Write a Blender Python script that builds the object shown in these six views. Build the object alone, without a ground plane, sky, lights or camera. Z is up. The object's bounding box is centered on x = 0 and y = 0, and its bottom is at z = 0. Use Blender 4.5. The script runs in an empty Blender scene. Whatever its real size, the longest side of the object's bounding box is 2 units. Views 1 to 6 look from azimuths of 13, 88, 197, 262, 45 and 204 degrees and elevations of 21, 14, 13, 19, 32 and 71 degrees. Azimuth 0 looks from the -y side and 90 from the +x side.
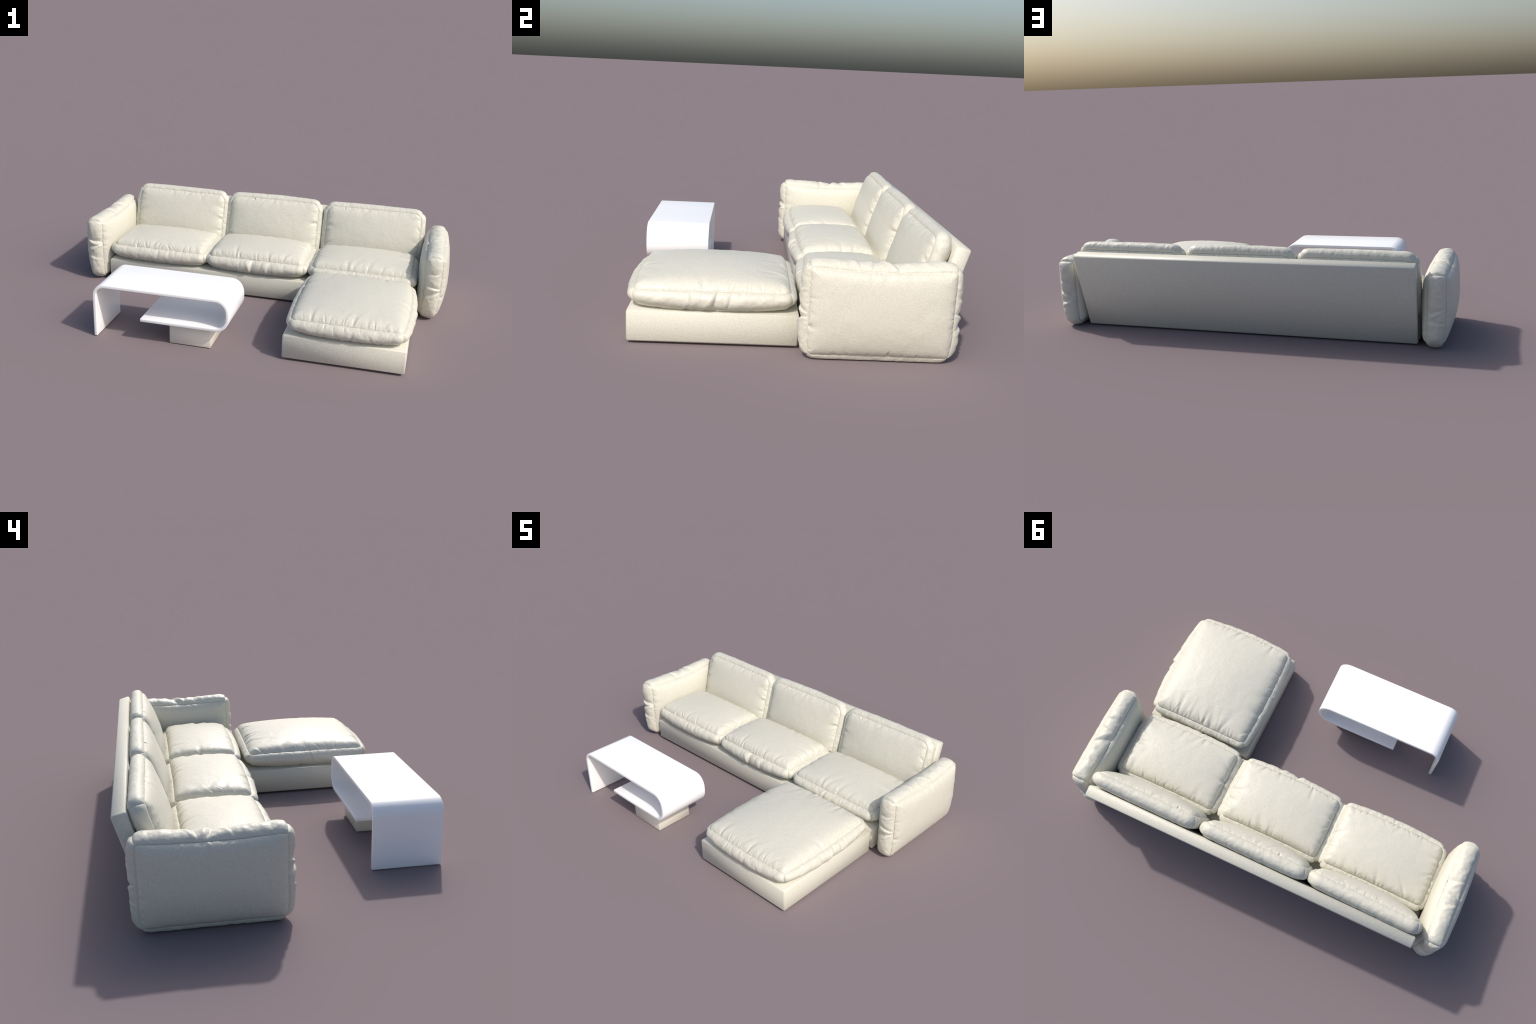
import bpy, math
import numpy as np
from mathutils import Matrix, Vector

# ------------------------------------------------------------------ materials
def new_mat(name):
    m = bpy.data.materials.new(name)
    m.use_nodes = True
    nt = m.node_tree
    return m, nt, nt.nodes["Principled BSDF"]


def leather(name, light, dark, rough, bump):
    """Cream grained leather: fine pebble relief with a faint mottled tone."""
    m, nt, b = new_mat(name)
    N, L = nt.nodes, nt.links
    tc = N.new("ShaderNodeTexCoord")
    mottle = N.new("ShaderNodeTexNoise")
    mottle.inputs["Scale"].default_value = 210
    mottle.inputs["Detail"].default_value = 1.5
    ramp = N.new("ShaderNodeValToRGB")
    ramp.color_ramp.elements[0].position = 0.30
    ramp.color_ramp.elements[0].color = (*dark, 1)
    ramp.color_ramp.elements[1].position = 0.66
    ramp.color_ramp.elements[1].color = (*light, 1)
    L.new(tc.outputs["Object"], mottle.inputs["Vector"])
    L.new(mottle.outputs["Fac"], ramp.inputs["Fac"])
    L.new(ramp.outputs["Color"], b.inputs["Base Color"])
    pebble = N.new("ShaderNodeTexVoronoi")
    pebble.inputs["Scale"].default_value = 190
    grain = N.new("ShaderNodeTexNoise")
    grain.inputs["Scale"].default_value = 120
    grain.inputs["Detail"].default_value = 3
    add = N.new("ShaderNodeMath")
    add.operation = "MULTIPLY_ADD"
    add.inputs[1].default_value = 0.35
    L.new(tc.outputs["Object"], pebble.inputs["Vector"])
    L.new(tc.outputs["Object"], grain.inputs["Vector"])
    L.new(pebble.outputs["Distance"], add.inputs[0])
    L.new(grain.outputs["Fac"], add.inputs[2])
    bp = N.new("ShaderNodeBump")
    bp.inputs["Strength"].default_value = bump
    bp.inputs["Distance"].default_value = 0.002
    L.new(add.outputs[0], bp.inputs["Height"])
    L.new(bp.outputs["Normal"], b.inputs["Normal"])
    b.inputs["Roughness"].default_value = rough
    b.inputs["Specular IOR Level"].default_value = 0.45
    return m


def lacquer(name, col, rough, spec=0.5):
    m, nt, b = new_mat(name)
    N, L = nt.nodes, nt.links
    tc = N.new("ShaderNodeTexCoord")
    n = N.new("ShaderNodeTexNoise")
    n.inputs["Scale"].default_value = 6
    mix = N.new("ShaderNodeMix")
    mix.data_type = "RGBA"
    mix.inputs["A"].default_value = (*col, 1)
    mix.inputs["B"].default_value = (*[c * 0.995 for c in col], 1)
    L.new(tc.outputs["Object"], n.inputs["Vector"])
    L.new(n.outputs["Fac"], mix.inputs["Factor"])
    L.new(mix.outputs["Result"], b.inputs["Base Color"])
    b.inputs["Roughness"].default_value = rough
    b.inputs["Specular IOR Level"].default_value = spec
    return m


CREAM = leather("cream_leather", (0.685, 0.668, 0.578), (0.605, 0.590, 0.498), 0.46, 0.32)
FRAME = leather("cream_frame_leather", (0.685, 0.668, 0.578), (0.605, 0.590, 0.498), 0.46, 0.32)
WHITE = lacquer("white_lacquer", (1.0, 1.0, 1.0), 0.25)
IVORY = lacquer("ivory_lacquer", (0.82, 0.79, 0.69), 0.45)

# ------------------------------------------------------------------ helpers
def thing(name, label, category, loc):
    e = bpy.data.objects.new(name, None)
    e.location = loc
    e["label"] = label
    e["category"] = category
    bpy.context.collection.objects.link(e)
    return e


def add_part(name, verts, faces, mat, parent, matrix=None, smooth=True):
    me = bpy.data.meshes.new(name)
    me.from_pydata([tuple(v) for v in verts], [], faces)
    me.validate()
    me.polygons.foreach_set("use_smooth", [smooth] * len(me.polygons))
    me.materials.append(mat)
    ob = bpy.data.objects.new(name, me)
    bpy.context.collection.objects.link(ob)
    ob.parent = parent
    ob.matrix_basis = Matrix.Translation(-Vector(parent.location)) @ (matrix or Matrix())
    return ob


def bevel(ob, width, segs=1, angle=35):
    b = ob.modifiers.new("edge_rounding", "BEVEL")
    b.width = width
    b.segments = segs
    b.limit_method = "ANGLE"
    b.angle_limit = math.radians(angle)
    b.harden_normals = False


def box(name, lo, hi, mat, parent, r=0.005):
    (x0, y0, z0), (x1, y1, z1) = lo, hi
    v = [(x, y, z) for z in (z0, z1) for x, y in ((x0, y0), (x1, y0), (x1, y1), (x0, y1))]
    f = [(3, 2, 1, 0), (4, 5, 6, 7)] + [(i, (i + 1) % 4, (i + 1) % 4 + 4, i + 4) for i in range(4)]
    ob = add_part(name, v, f, mat, parent)
    bevel(ob, r)
    return ob


def prism(name, loop, axis_lo, axis_hi, axis, mat, parent, r, segs=1):
    """Extrude a 2D profile along x (profile in y,z) or along y (profile in x,z)."""
    n = len(loop)
    def p(q, t):
        return (t, q[0], q[1]) if axis == "x" else (q[0], t, q[1])
    v = [p(q, axis_lo) for q in loop] + [p(q, axis_hi) for q in loop]
    f = [(i, (i + 1) % n, (i + 1) % n + n, i + n) for i in range(n)]
    f += [tuple(range(n - 1, -1, -1)), tuple(range(n, 2 * n))]
    ob = add_part(name, v, f, mat, parent)
    import bmesh
    bm = bmesh.new()
    bm.from_mesh(ob.data)
    bmesh.ops.recalc_face_normals(bm, faces=bm.faces)
    bm.to_mesh(ob.data)
    bm.free()
    if r:
        bevel(ob, r, segs)
    return ob


# smooth value noise, vectorised
def vnoise(p, freq, seed):
    rng = np.random.RandomState(seed)
    G = 32
    tab = rng.uniform(-1, 1, (G, G, G))
    q = p * freq + 100.37
    i = np.floor(q).astype(int)
    f = q - i
    f = f * f * (3 - 2 * f)
    out = 0
    for dx in (0, 1):
        for dy in (0, 1):
            for dz in (0, 1):
                w = (np.abs(1 - dx - f[:, 0]) * np.abs(1 - dy - f[:, 1]) * np.abs(1 - dz - f[:, 2]))
                out = out + w * tab[(i[:, 0] + dx) % G, (i[:, 1] + dy) % G, (i[:, 2] + dz) % G]
    return out


def spaced(h, step):
    """Coordinates from -h to h, packed closely near both ends (the seams)."""
    near = [0, 0.0006, 0.0014, 0.0025, 0.0039, 0.0056, 0.0076, 0.0100]
    mid = np.linspace(-h + 0.0126, h - 0.0126, int(2 * (h - 0.0126) / step) + 1)
    return np.concatenate([-h + np.array(near), mid, (h - np.array(near))[::-1]])


EDGES = ("front", "right", "back", "left")


def cushion(name, parent, matrix, half, corner=0.03, top=(0.03, 0.04, 0.5), bottom=(0.01, 0.012, 0.5),
            side=0.022, pleats=None, pits=(), folds=(), bow=None, sag=0.0, lift=0.0, flat_bottom=None,
            taper=0.0, noise=0.0006, seed=1, step=0.0024, rows=26, corner_fade=0.004, corner_dip=0.38, crumple=0.0012, seam_wave=0.0011, lip_len=0.013):
    """A boxed cushion: two stuffed panels and a stuffed band, sewn along the panel edges and
    up the four corners.  Local z is the panel normal.
      top/bottom  (lip height at the seam, dome height, dome exponent)
      side        how far the band swells
      pleats      {edge: (count, depth, length)} gathers that run away from the seams
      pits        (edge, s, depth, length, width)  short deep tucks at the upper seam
      folds       (edge, s, depth, width, slant)   buckles across the band
      bow         {edge: amount} the seam of that edge bends outwards in the middle
    """
    hx, hy, hz = half
    rng = np.random.RandomState(seed)
    xs, ys = spaced(hx, step), spaced(hy, step)
    nx, ny = len(xs), len(ys)

    def plan(x, y):
        ux = np.clip((np.abs(x) - (hx - corner)) / corner, 0, 1)
        uy = np.clip((np.abs(y) - (hy - corner)) / corner, 0, 1)
        px = np.where(ux * uy > 0, hx - corner + corner * ux * np.sqrt(1 - uy * uy / 2), np.abs(x))
        py = np.where(ux * uy > 0, hy - corner + corner * uy * np.sqrt(1 - ux * ux / 2), np.abs(y))
        return np.sign(x) * px, np.sign(y) * py

    def sdf(x, y):
        qx, qy = np.abs(x) - hx + corner, np.abs(y) - hy + corner
        return np.maximum(0, corner - np.hypot(np.maximum(qx, 0), np.maximum(qy, 0))
                          - np.minimum(np.maximum(qx, qy), 0))

    # gathers: list of (s, depth, width, slant, length) per edge and panel
    def make_pleats(e):
        n, depth, length = (pleats or {}).get(e, (12, 0.0025, 0.03))
        h = hx if e in ("front", "back") else hy
        s = (np.arange(n) + 0.5) / n * 2 - 1
        s = np.sign(s) * np.abs(s) ** 1.15 * 0.93 * h + rng.normal(0, 0.016, n)
        k = 1 - 0.75 * (np.abs(s) / h) ** 2.2
        out = []
        for i in range(n):
            if rng.uniform() < 0.4:      # long soft gather
                out.append((s[i], depth * k[i] * 1.1 * rng.uniform(0.2, 1.0) ** 1.6, rng.uniform(0.006, 0.011),
                            rng.normal(0, 0.3), length * rng.uniform(0.7, 1.3)))
            else:                        # short sharp pucker at the stitches
                out.append((s[i], depth * k[i] * 1.4 * rng.uniform(0.15, 1.0) ** 1.6, rng.uniform(0.0022, 0.0045),
                            rng.normal(0, 0.45), length * rng.uniform(0.15, 0.45)))
        return out
    P_top = {e: make_pleats(e) for e in EDGES}
    P_bot = {e: make_pleats(e) for e in EDGES}
    P_band = {e: make_pleats(e) for e in EDGES}

    def edge_coords(x, y):
        return {"front": (x, y + hy), "back": (x, hy - y), "left": (y, x + hx), "right": (y, hx - x)}

    def gather(x, y, PL, pit_list):
        tot = np.zeros_like(x)
        for e, (s, d) in edge_coords(x, y).items():
            near = d < 0.12
            sn, dn = s[near], np.maximum(d[near], 0)
            acc = np.zeros_like(sn)
            for (s0, dep, w, sl, ln) in PL[e]:
                t = (sn - s0 - sl * dn) / (w * (0.8 + dn / ln * 0.8))
                env = (1 - np.exp(-dn / 0.002)) * np.exp(-(dn / ln) ** 1.3)
                acc += dep * env * (np.exp(-t * t) - 0.35 * np.exp(-((t - 1.7) ** 2) / 1.4))
            for (pe, s0, dep, ln, w) in pit_list:
                if pe == e:
                    t = (sn - s0 - 0.15 * dn) / (w * np.clip(1 - dn / ln, 0.15, 1))
                    acc += dep * np.exp(-t ** 2) * (1 - np.exp(-dn / 0.002)) * np.exp(-(dn / ln) ** 4)
            tot[near] += acc
        return tot

    def fold_amount(e, s, c):
        out = np.zeros_like(s)
        for (fe, s0, dep, w, sl) in folds:
            if fe == e:
                spread = 0.45 + 0.55 * (1 - np.sign(w) * c)      # opens towards one seam
                t = (s - s0 - sl * c * hz) / (abs(w) * spread)
                t = np.where(t > 0, t * 0.6, t * 1.9)
                out += dep * (0.45 + 0.4 * spread) * (np.exp(-np.abs(t) ** 1.25)
                                                      - 0.28 * np.exp(-((t + 2.2) / 1.2) ** 2))
        return out

    bow = bow or {}

    def bend(x, y, z):
        """seam line bowing and the lift of the four corners, applied to the whole body"""
        fx, fy = np.clip(np.abs(x) / hx, 0, 1.1), np.clip(np.abs(y) / hy, 0, 1.1)
        ox = np.where(x > 0, bow.get("right", 0), -bow.get("left", 0)) * (1 - fy ** 2) * fx ** 3
        oy = np.where(y > 0, bow.get("back", 0), -bow.get("front", 0)) * (1 - fx ** 2) * fy ** 3
        lower = 0.5 - 0.5 * np.clip(z / hz, -1, 1)
        oz = lift * (fx * fy) ** 3 * lower - sag * (fx * fy) ** 3 * (1 - lower)
        if taper:                       # armrests: thinner and rounder towards the floor
            low = np.clip(-y / hy, 0, 1.15)
            z = np.where(z > 0, z * (1 - taper * low ** 2.2), z * (1 + 0.12 * low ** 2))
            ox = ox - np.sign(x) * 0.006 * low ** 6 * fx ** 2
        return x + ox, y + oy, z + oz

    verts, faces = [], []
    # ---- panels
    X, Y = np.meshgrid(xs, ys, indexing="ij")
    X, Y = plan(X.ravel(), Y.ravel())
    d = sdf(X, Y)
    dome = np.clip(1 - (X / hx) ** 2, 0, 1) * np.clip(1 - (Y / hy) ** 2, 0, 1)

    def panel(prm, PL, pit_list):
        lip, crown, ex = prm
        return lip * (1 - np.exp(-(d / lip_len) ** 0.9)) + crown * dome ** ex - gather(X, Y, PL, pit_list)
    tz = hz + panel(top, P_top, pits)
    bz = -hz - panel(bottom, P_bot, ())
    border = np.zeros((nx, ny), bool)
    border[0, :] = border[-1, :] = border[:, 0] = border[:, -1] = True
    border = border.ravel()
    groove = 0.0022
    tz[border] = hz - groove
    bz[border] = -hz + groove
    vt = np.stack([X, Y, tz], 1)
    vb = np.stack([X, Y, bz], 1)
    npan = nx * ny
    idx = np.arange(npan).reshape(nx, ny)
    q = np.stack([idx[:-1, :-1], idx[1:, :-1], idx[1:, 1:], idx[:-1, 1:]], -1).reshape(-1, 4)
    faces += q.tolist() + (q[:, ::-1] + npan).tolist()
    # ---- band
    ring = np.concatenate([idx[:-1, 0], idx[-1, :-1], idx[:0:-1, -1], idx[0, :0:-1]])
    names = np.concatenate([np.full(nx - 1, 0), np.full(ny - 1, 1), np.full(nx - 1, 2), np.full(ny - 1, 3)])
    m = len(ring)
    bx, by = X[ring], Y[ring]
    tx, ty = np.roll(bx, -1) - np.roll(bx, 1), np.roll(by, -1) - np.roll(by, 1)
    ln = np.hypot(tx, ty) + 1e-12
    nxn, nyn = ty / ln, -tx / ln
    arc = np.concatenate([[0], np.cumsum(np.hypot(np.diff(bx), np.diff(by)))])
    total = arc[-1] + math.hypot(bx[0] - bx[-1], by[0] - by[-1])
    cpos = arc[[0, nx - 1, nx + ny - 2, 2 * nx + ny - 3]]
    tc = np.min([np.minimum(np.abs(arc - c0), total - np.abs(arc - c0)) for c0 in cpos], axis=0)
    fade = 1 - corner_dip * np.exp(-(tc / corner_fade) ** 0.9)
    s_edge = np.where(names % 2 == 0, bx, by)
    half_e = np.where(names % 2 == 0, hx, hy)
    mid = 0.88 + 0.12 * (1 - (s_edge / half_e) ** 2)
    band_rows = []
    for j in range(1, rows):
        c = -math.cos(math.pi * j / rows)
        prof = (1 - c * c) ** 0.5
        off = side * prof * fade * mid
        carr = np.full(m, c)
        for k, e in enumerate(EDGES):
            sel = names == k
            off[sel] -= fold_amount(e, s_edge[sel], carr[sel]) * (0.35 + 0.65 * prof) * fade[sel]
            for sgn, PL in ((1, P_band[e]), (-1, P_bot[e])):
                dd = hz * (1 - sgn * c)
                for (s0, dep, w, sl, lnp) in PL:
                    t = (s_edge[sel] - s0 + sl * dd) / w
                    off[sel] -= 0.85 * dep * np.exp(-t * t) * (1 - math.exp(-dd / 0.003)) * math.exp(-dd / (0.6 * lnp))
        band_rows.append(np.stack([bx + nxn * off, by + nyn * off, hz * carr], 1))
    # seams follow the folds a little
    pinch = np.zeros(m)
    for k, e in enumerate(EDGES):
        sel = names == k
        pinch[sel] = groove * 0.7 + 0.35 * fold_amount(e, s_edge[sel], np.full(sel.sum(), 0.0)) * fade[sel]
    for arr in (vt, vb):
        arr[ring, 0] -= nxn * pinch
        arr[ring, 1] -= nyn * pinch
    allv = np.concatenate([vt, vb] + band_rows)
    rowidx = [ring + npan] + [2 * npan + j * m + np.arange(m) for j in range(rows - 1)] + [ring]
    for a, b in zip(rowidx[:-1], rowidx[1:]):
        f = np.stack([a, np.roll(a, -1), np.roll(b, -1), b], 1)
        faces += f.tolist()
    # ---- overall softness
    x, y, z = bend(allv[:, 0], allv[:, 1], allv[:, 2])
    allv = np.stack([x, y, z], 1)
    base = allv.copy()
    near = np.concatenate([d, d] + [np.full(m, hz * (1 - abs(math.cos(math.pi * j / rows)))) for j in range(1, rows)])
    ends = np.concatenate([np.zeros(2 * npan)] + [np.full(m, math.sin(math.pi * j / rows)) for j in range(1, rows)])
    wob = np.exp(-near / 0.007)
    for ax in range(3):
        allv[:, ax] += seam_wave * wob * (vnoise(base, 75, seed * 5 + ax) + 0.7 * vnoise(base, 150, seed * 5 + 7 + ax))
        allv[:, ax] += crumple * ends * (vnoise(base, 34, seed * 3 + ax) + 0.6 * vnoise(base, 80, seed * 3 + 9 + ax))
        allv[:, ax] += noise * (vnoise(base, 22, seed * 7 + ax) + 0.5 * vnoise(base, 55, seed * 7 + ax + 3))
    if flat_bottom is not None:
        over = flat_bottom - allv[:, 2]
        allv[:, 2] = np.where(over > 0, flat_bottom + over * 0.02, allv[:, 2])
    if taper:                                    # the arms rest on the floor
        sink = -0.1765 - allv[:, 1]
        allv[:, 1] = np.where(sink > 0, -0.1765 - 0.05 * sink, allv[:, 1])
    used = np.unique(np.array(faces))
    remap = -np.ones(len(allv), int)
    remap[used] = np.arange(len(used))
    F = remap[np.array(faces)]
    return add_part(name, allv[used], F.tolist(), CREAM, parent, matrix)


# ------------------------------------------------------------------ sofa
sofa = thing("sofa", "low three-seat cream leather sofa with puffy cushions", "sofa", (0, 0.28, 0))

LEAN = math.atan2(0.109, 0.380)             # the back leans by 16 degrees
up = Vector((0, math.sin(LEAN), math.cos(LEAN)))
fwd = Vector((0, -math.cos(LEAN), math.sin(LEAN)))
foot = Vector((0, 0.510, 0.004))
TH = 0.056
H = 0.395
pf = [foot, foot + up * H, foot + up * H + fwd * TH]
f_bottom = foot + fwd * TH
f_bottom -= up * ((f_bottom.z - 0.003) / up.z)
prism("backrest_frame", [(p.y, p.z) for p in pf + [f_bottom]], -0.837, 0.840, "x", FRAME, sofa, 0.006)
box("seat_base", (-0.842, 0.047, 0.006), (0.842, 0.450, 0.124), FRAME, sofa, 0.007)

SEAT_FULL = (0.75, 0.55, 0.65)
SEAT_CROWN = (0.029, 0.032, 0.030)
SEAT_X = (-0.563, -0.011, 0.557)
seat_extra = (
    dict(pits=[("front", -0.123, 0.018, 0.016, 0.0045), ("front", 0.067, 0.013, 0.008, 0.004),
               ("back", 0.03, 0.007, 0.012, 0.004)],
         folds=[]),
    dict(pits=[("back", 0.09, 0.007, 0.010, 0.005), ("front", 0.06, 0.006, 0.008, 0.004)],
         folds=[("front", -0.016, 0.015, -0.014, 0.1), ("front", 0.075, 0.005, -0.012, 0.2)]),
    dict(pits=[("front", 0.03, 0.007, 0.010, 0.004), ("left", 0.0, 0.005, 0.016, 0.005)],
         folds=[("front", -0.04, 0.004, 0.010, 0.3)]),
)
for i, cx in enumerate(SEAT_X):
    cushion("seat_cushion", sofa, Matrix.Translation((cx, 0.2285, 0.174)), (0.256, 0.1585, 0.035),
            corner=0.023, lip_len=0.010, top=(0.023, SEAT_CROWN[i], SEAT_FULL[i]), bottom=(0.012, 0.02, 0.5), side=0.030,
            bow={"front": 0.009, "left": 0.004, "right": 0.004, "back": -0.004},
            pleats={"front": (26, 0.0056, 0.04), "back": (26, 0.0062, 0.04),
                    "left": (20, 0.0075, 0.032), "right": (20, 0.008, 0.034)},
            sag=0.005, lift=0.012, flat_bottom=-0.0505, seed=11 + i, **seat_extra[i])

# back cushions stand in front of the leaning frame
rot = Matrix(((1, 0, 0), (0, up.y, fwd.y), (0, up.z, fwd.z))).to_4x4()
BACK_X = (-0.565, -0.006, 0.564)
BACK_OUT = (0.041, 0.044, 0.045)
BACK_YAW = (-1.0, 0.0, 0.0)
BACK_BOW = (0.0, 0.002, 0.0)
BACK_W = (0.259, 0.255, 0.260)
back_extra = (
    dict(pits=[]),
    dict(pits=[("back", -0.12, 0.016, 0.012, 0.005)]),
    dict(pits=[("back", -0.164, 0.013, 0.014, 0.004)]),
)
for i, cx in enumerate(BACK_X):
    c = Vector((cx, 0, 0)) + foot + fwd * (TH + BACK_OUT[i]) + up * 0.246
    cushion("back_cushion", sofa, Matrix.Translation(c) @ Matrix.Rotation(math.radians(BACK_YAW[i]), 4, "Z") @ rot, (BACK_W[i], 0.150, 0.030),
            corner=0.038, corner_dip=0.2, bow={"back": BACK_BOW[i]}, top=(0.014, 0.028, 0.8), bottom=(0.010, 0.008, 0.5), side=0.029,
            pleats={"front": (18, 0.003, 0.03), "back": (22, 0.0032, 0.03),
                    "left": (18, 0.0062, 0.03), "right": (18, 0.0065, 0.03)},
            flat_bottom=-0.043, seed=31 + i, **back_extra[i])

# armrests: cushions on edge, local y up, local z outwards
def arm(side_sign, seed, **kw):
    M = Matrix.Translation((0.922 * side_sign, 0.296, 0.178))
    # local x -> along the arm, local y -> world z, local z -> outwards
    R = Matrix(((0, 0, 1), (1, 0, 0), (0, 1, 0))).to_4x4()
    if side_sign < 0:
        R = Matrix(((0, 0, -1), (-1, 0, 0), (0, 1, 0))).to_4x4()
    cushion("armrest", sofa, M @ R, (0.248, 0.156, 0.041), corner=0.014, taper=0.31, top=(0.014, 0.022, 0.5),
            bottom=(0.014, 0.026, 0.5), side=0.032,
            pleats={"front": (20, 0.003, 0.022), "back": (20, 0.003, 0.022),
                    "left": (16, 0.0038, 0.022), "right": (16, 0.0038, 0.022)},
            crumple=0.0022, corner_fade=0.007, corner_dip=0.55,
            seed=seed, **kw)

arm(1, 51, pits=[("back", -0.007, 0.008, 0.008, 0.005), ("front", 0.03, 0.012, 0.022, 0.009),
              ("front", -0.11, 0.008, 0.010, 0.006), ("front", -0.07, 0.007, 0.008, 0.004), ("front", -0.04, 0.009, 0.010, 0.006),
              ("front", 0.08, 0.008, 0.009, 0.005), ("front", 0.13, 0.010, 0.012, 0.006), ("front", 0.18, 0.007, 0.008, 0.004)],
    folds=[("back", 0.03, 0.012, 0.020, 0.5), ("back", -0.03, 0.006, 0.014, -0.3), ("back", -0.09, 0.004, 0.012, 0.2),
           ("left", -0.03, 0.012, 0.012, 0.3), ("left", 0.01, 0.009, 0.010, -0.3), ("left", 0.08, 0.005, 0.012, 0.1),
           ("right", -0.004, 0.015, 0.014, 0.3), ("right", -0.04, 0.010, -0.011, -0.25), ("right", 0.05, 0.005, 0.012, 0.3)],
    bow={"back": -0.010, "front": -0.002})
arm(-1, 52, pits=[("front", -0.13, 0.008, 0.012, 0.006), ("front", -0.03, 0.008, 0.012, 0.007), ("front", 0.02, 0.006, 0.008, 0.005)],
    folds=[("back", 0.0, 0.012, 0.020, -0.5), ("back", -0.06, 0.007, 0.016, 0.4), ("back", 0.06, 0.005, 0.014, 0.3),
           ("right", 0.05, 0.014, 0.012, 0.2), ("right", 0.02, 0.013, -0.011, -0.25), ("right", -0.04, 0.005, 0.012, 0.2),
           ("left", 0.0, 0.010, 0.012, 0.3), ("left", -0.05, 0.006, 0.012, -0.2)],
    bow={"back": -0.010, "front": -0.002})

# ------------------------------------------------------------------ ottoman
ottoman = thing("ottoman", "square cream leather ottoman with a plump cushion", "ottoman", (0.56, -0.28, 0))
box("ottoman_base", (0.281, -0.587, 0.006), (0.842, 0.027, 0.122), FRAME, ottoman, 0.006)
cushion("ottoman_cushion", ottoman, Matrix.Translation((0.566, -0.283, 0.167)), (0.252, 0.279, 0.033),
        corner=0.024, top=(0.024, 0.034, 0.8), bottom=(0.012, 0.02, 0.5), side=0.027,
        bow={"front": 0.012, "left": 0.010, "right": 0.015},
        pleats={"front": (28, 0.006, 0.045), "back": (28, 0.0066, 0.055),
                "left": (26, 0.0062, 0.028), "right": (26, 0.0058, 0.026)},
        folds=[("right", 0.01, 0.009, 0.016, 0.25), ("right", -0.07, 0.004, 0.014, -0.3), ("right", 0.06, 0.004, -0.010, 0.3),
               ("left", -0.02, 0.006, 0.012, 0.2)],
        sag=0.006, lift=0.014, flat_bottom=-0.0455, seed=71)

# ------------------------------------------------------------------ coffee table
table = thing("coffee_table", "white glossy folded ribbon coffee table on a plinth", "coffee table", (-0.3, -0.478, 0))


def ribbon_profile():
    """Centre line of the bent sheet in x,z: leg, top, round end, lower shelf."""
    t = 0.016
    top, shelf, left, right = 0.268 - t / 2, 0.105 + t / 2, -0.633 + t / 2, 0.037 - t / 2
    pts = [(left, 0.0), (left, 0.05), (left, 0.12)]
    r = 0.050
    for k in range(0, 13):
        a = math.pi - k * math.pi / 24
        pts.append((left + r + r * math.cos(a), top - r + r * math.sin(a)))
    pts += [(-0.4, top), (-0.2, top)]
    rz = (top - shelf) / 2
    rx = 0.062
    for k in range(0, 33):
        a = math.pi / 2 - k * math.pi / 32
        ca, sa = math.cos(a), math.sin(a)
        e = 0.88                                  # slightly squarer than an ellipse
        pts.append((right - rx + rx * abs(ca) ** e, (top + shelf) / 2 + rz * math.copysign(abs(sa) ** e, sa)))
    pts += [(-0.15, shelf), (-0.28, shelf), (-0.397, shelf)]
    return np.array(pts), t


pts, t = ribbon_profile()
tan = np.gradient(pts, axis=0)
tan /= np.linalg.norm(tan, axis=1)[:, None]
tan[0] = (0, 1)
tan[-1] = (-1, 0)
nor = np.stack([-tan[:, 1], tan[:, 0]], 1)
loop = np.concatenate([pts + nor * t / 2, (pts - nor * t / 2)[::-1]])
prism("table_shell", [tuple(q) for q in loop], -0.617, -0.338, "y", WHITE, table, 0.0035, 3)
box("table_plinth", (-0.262, -0.583, 0.0), (-0.060, -0.380, 0.1045), IVORY, table, 0.0015)
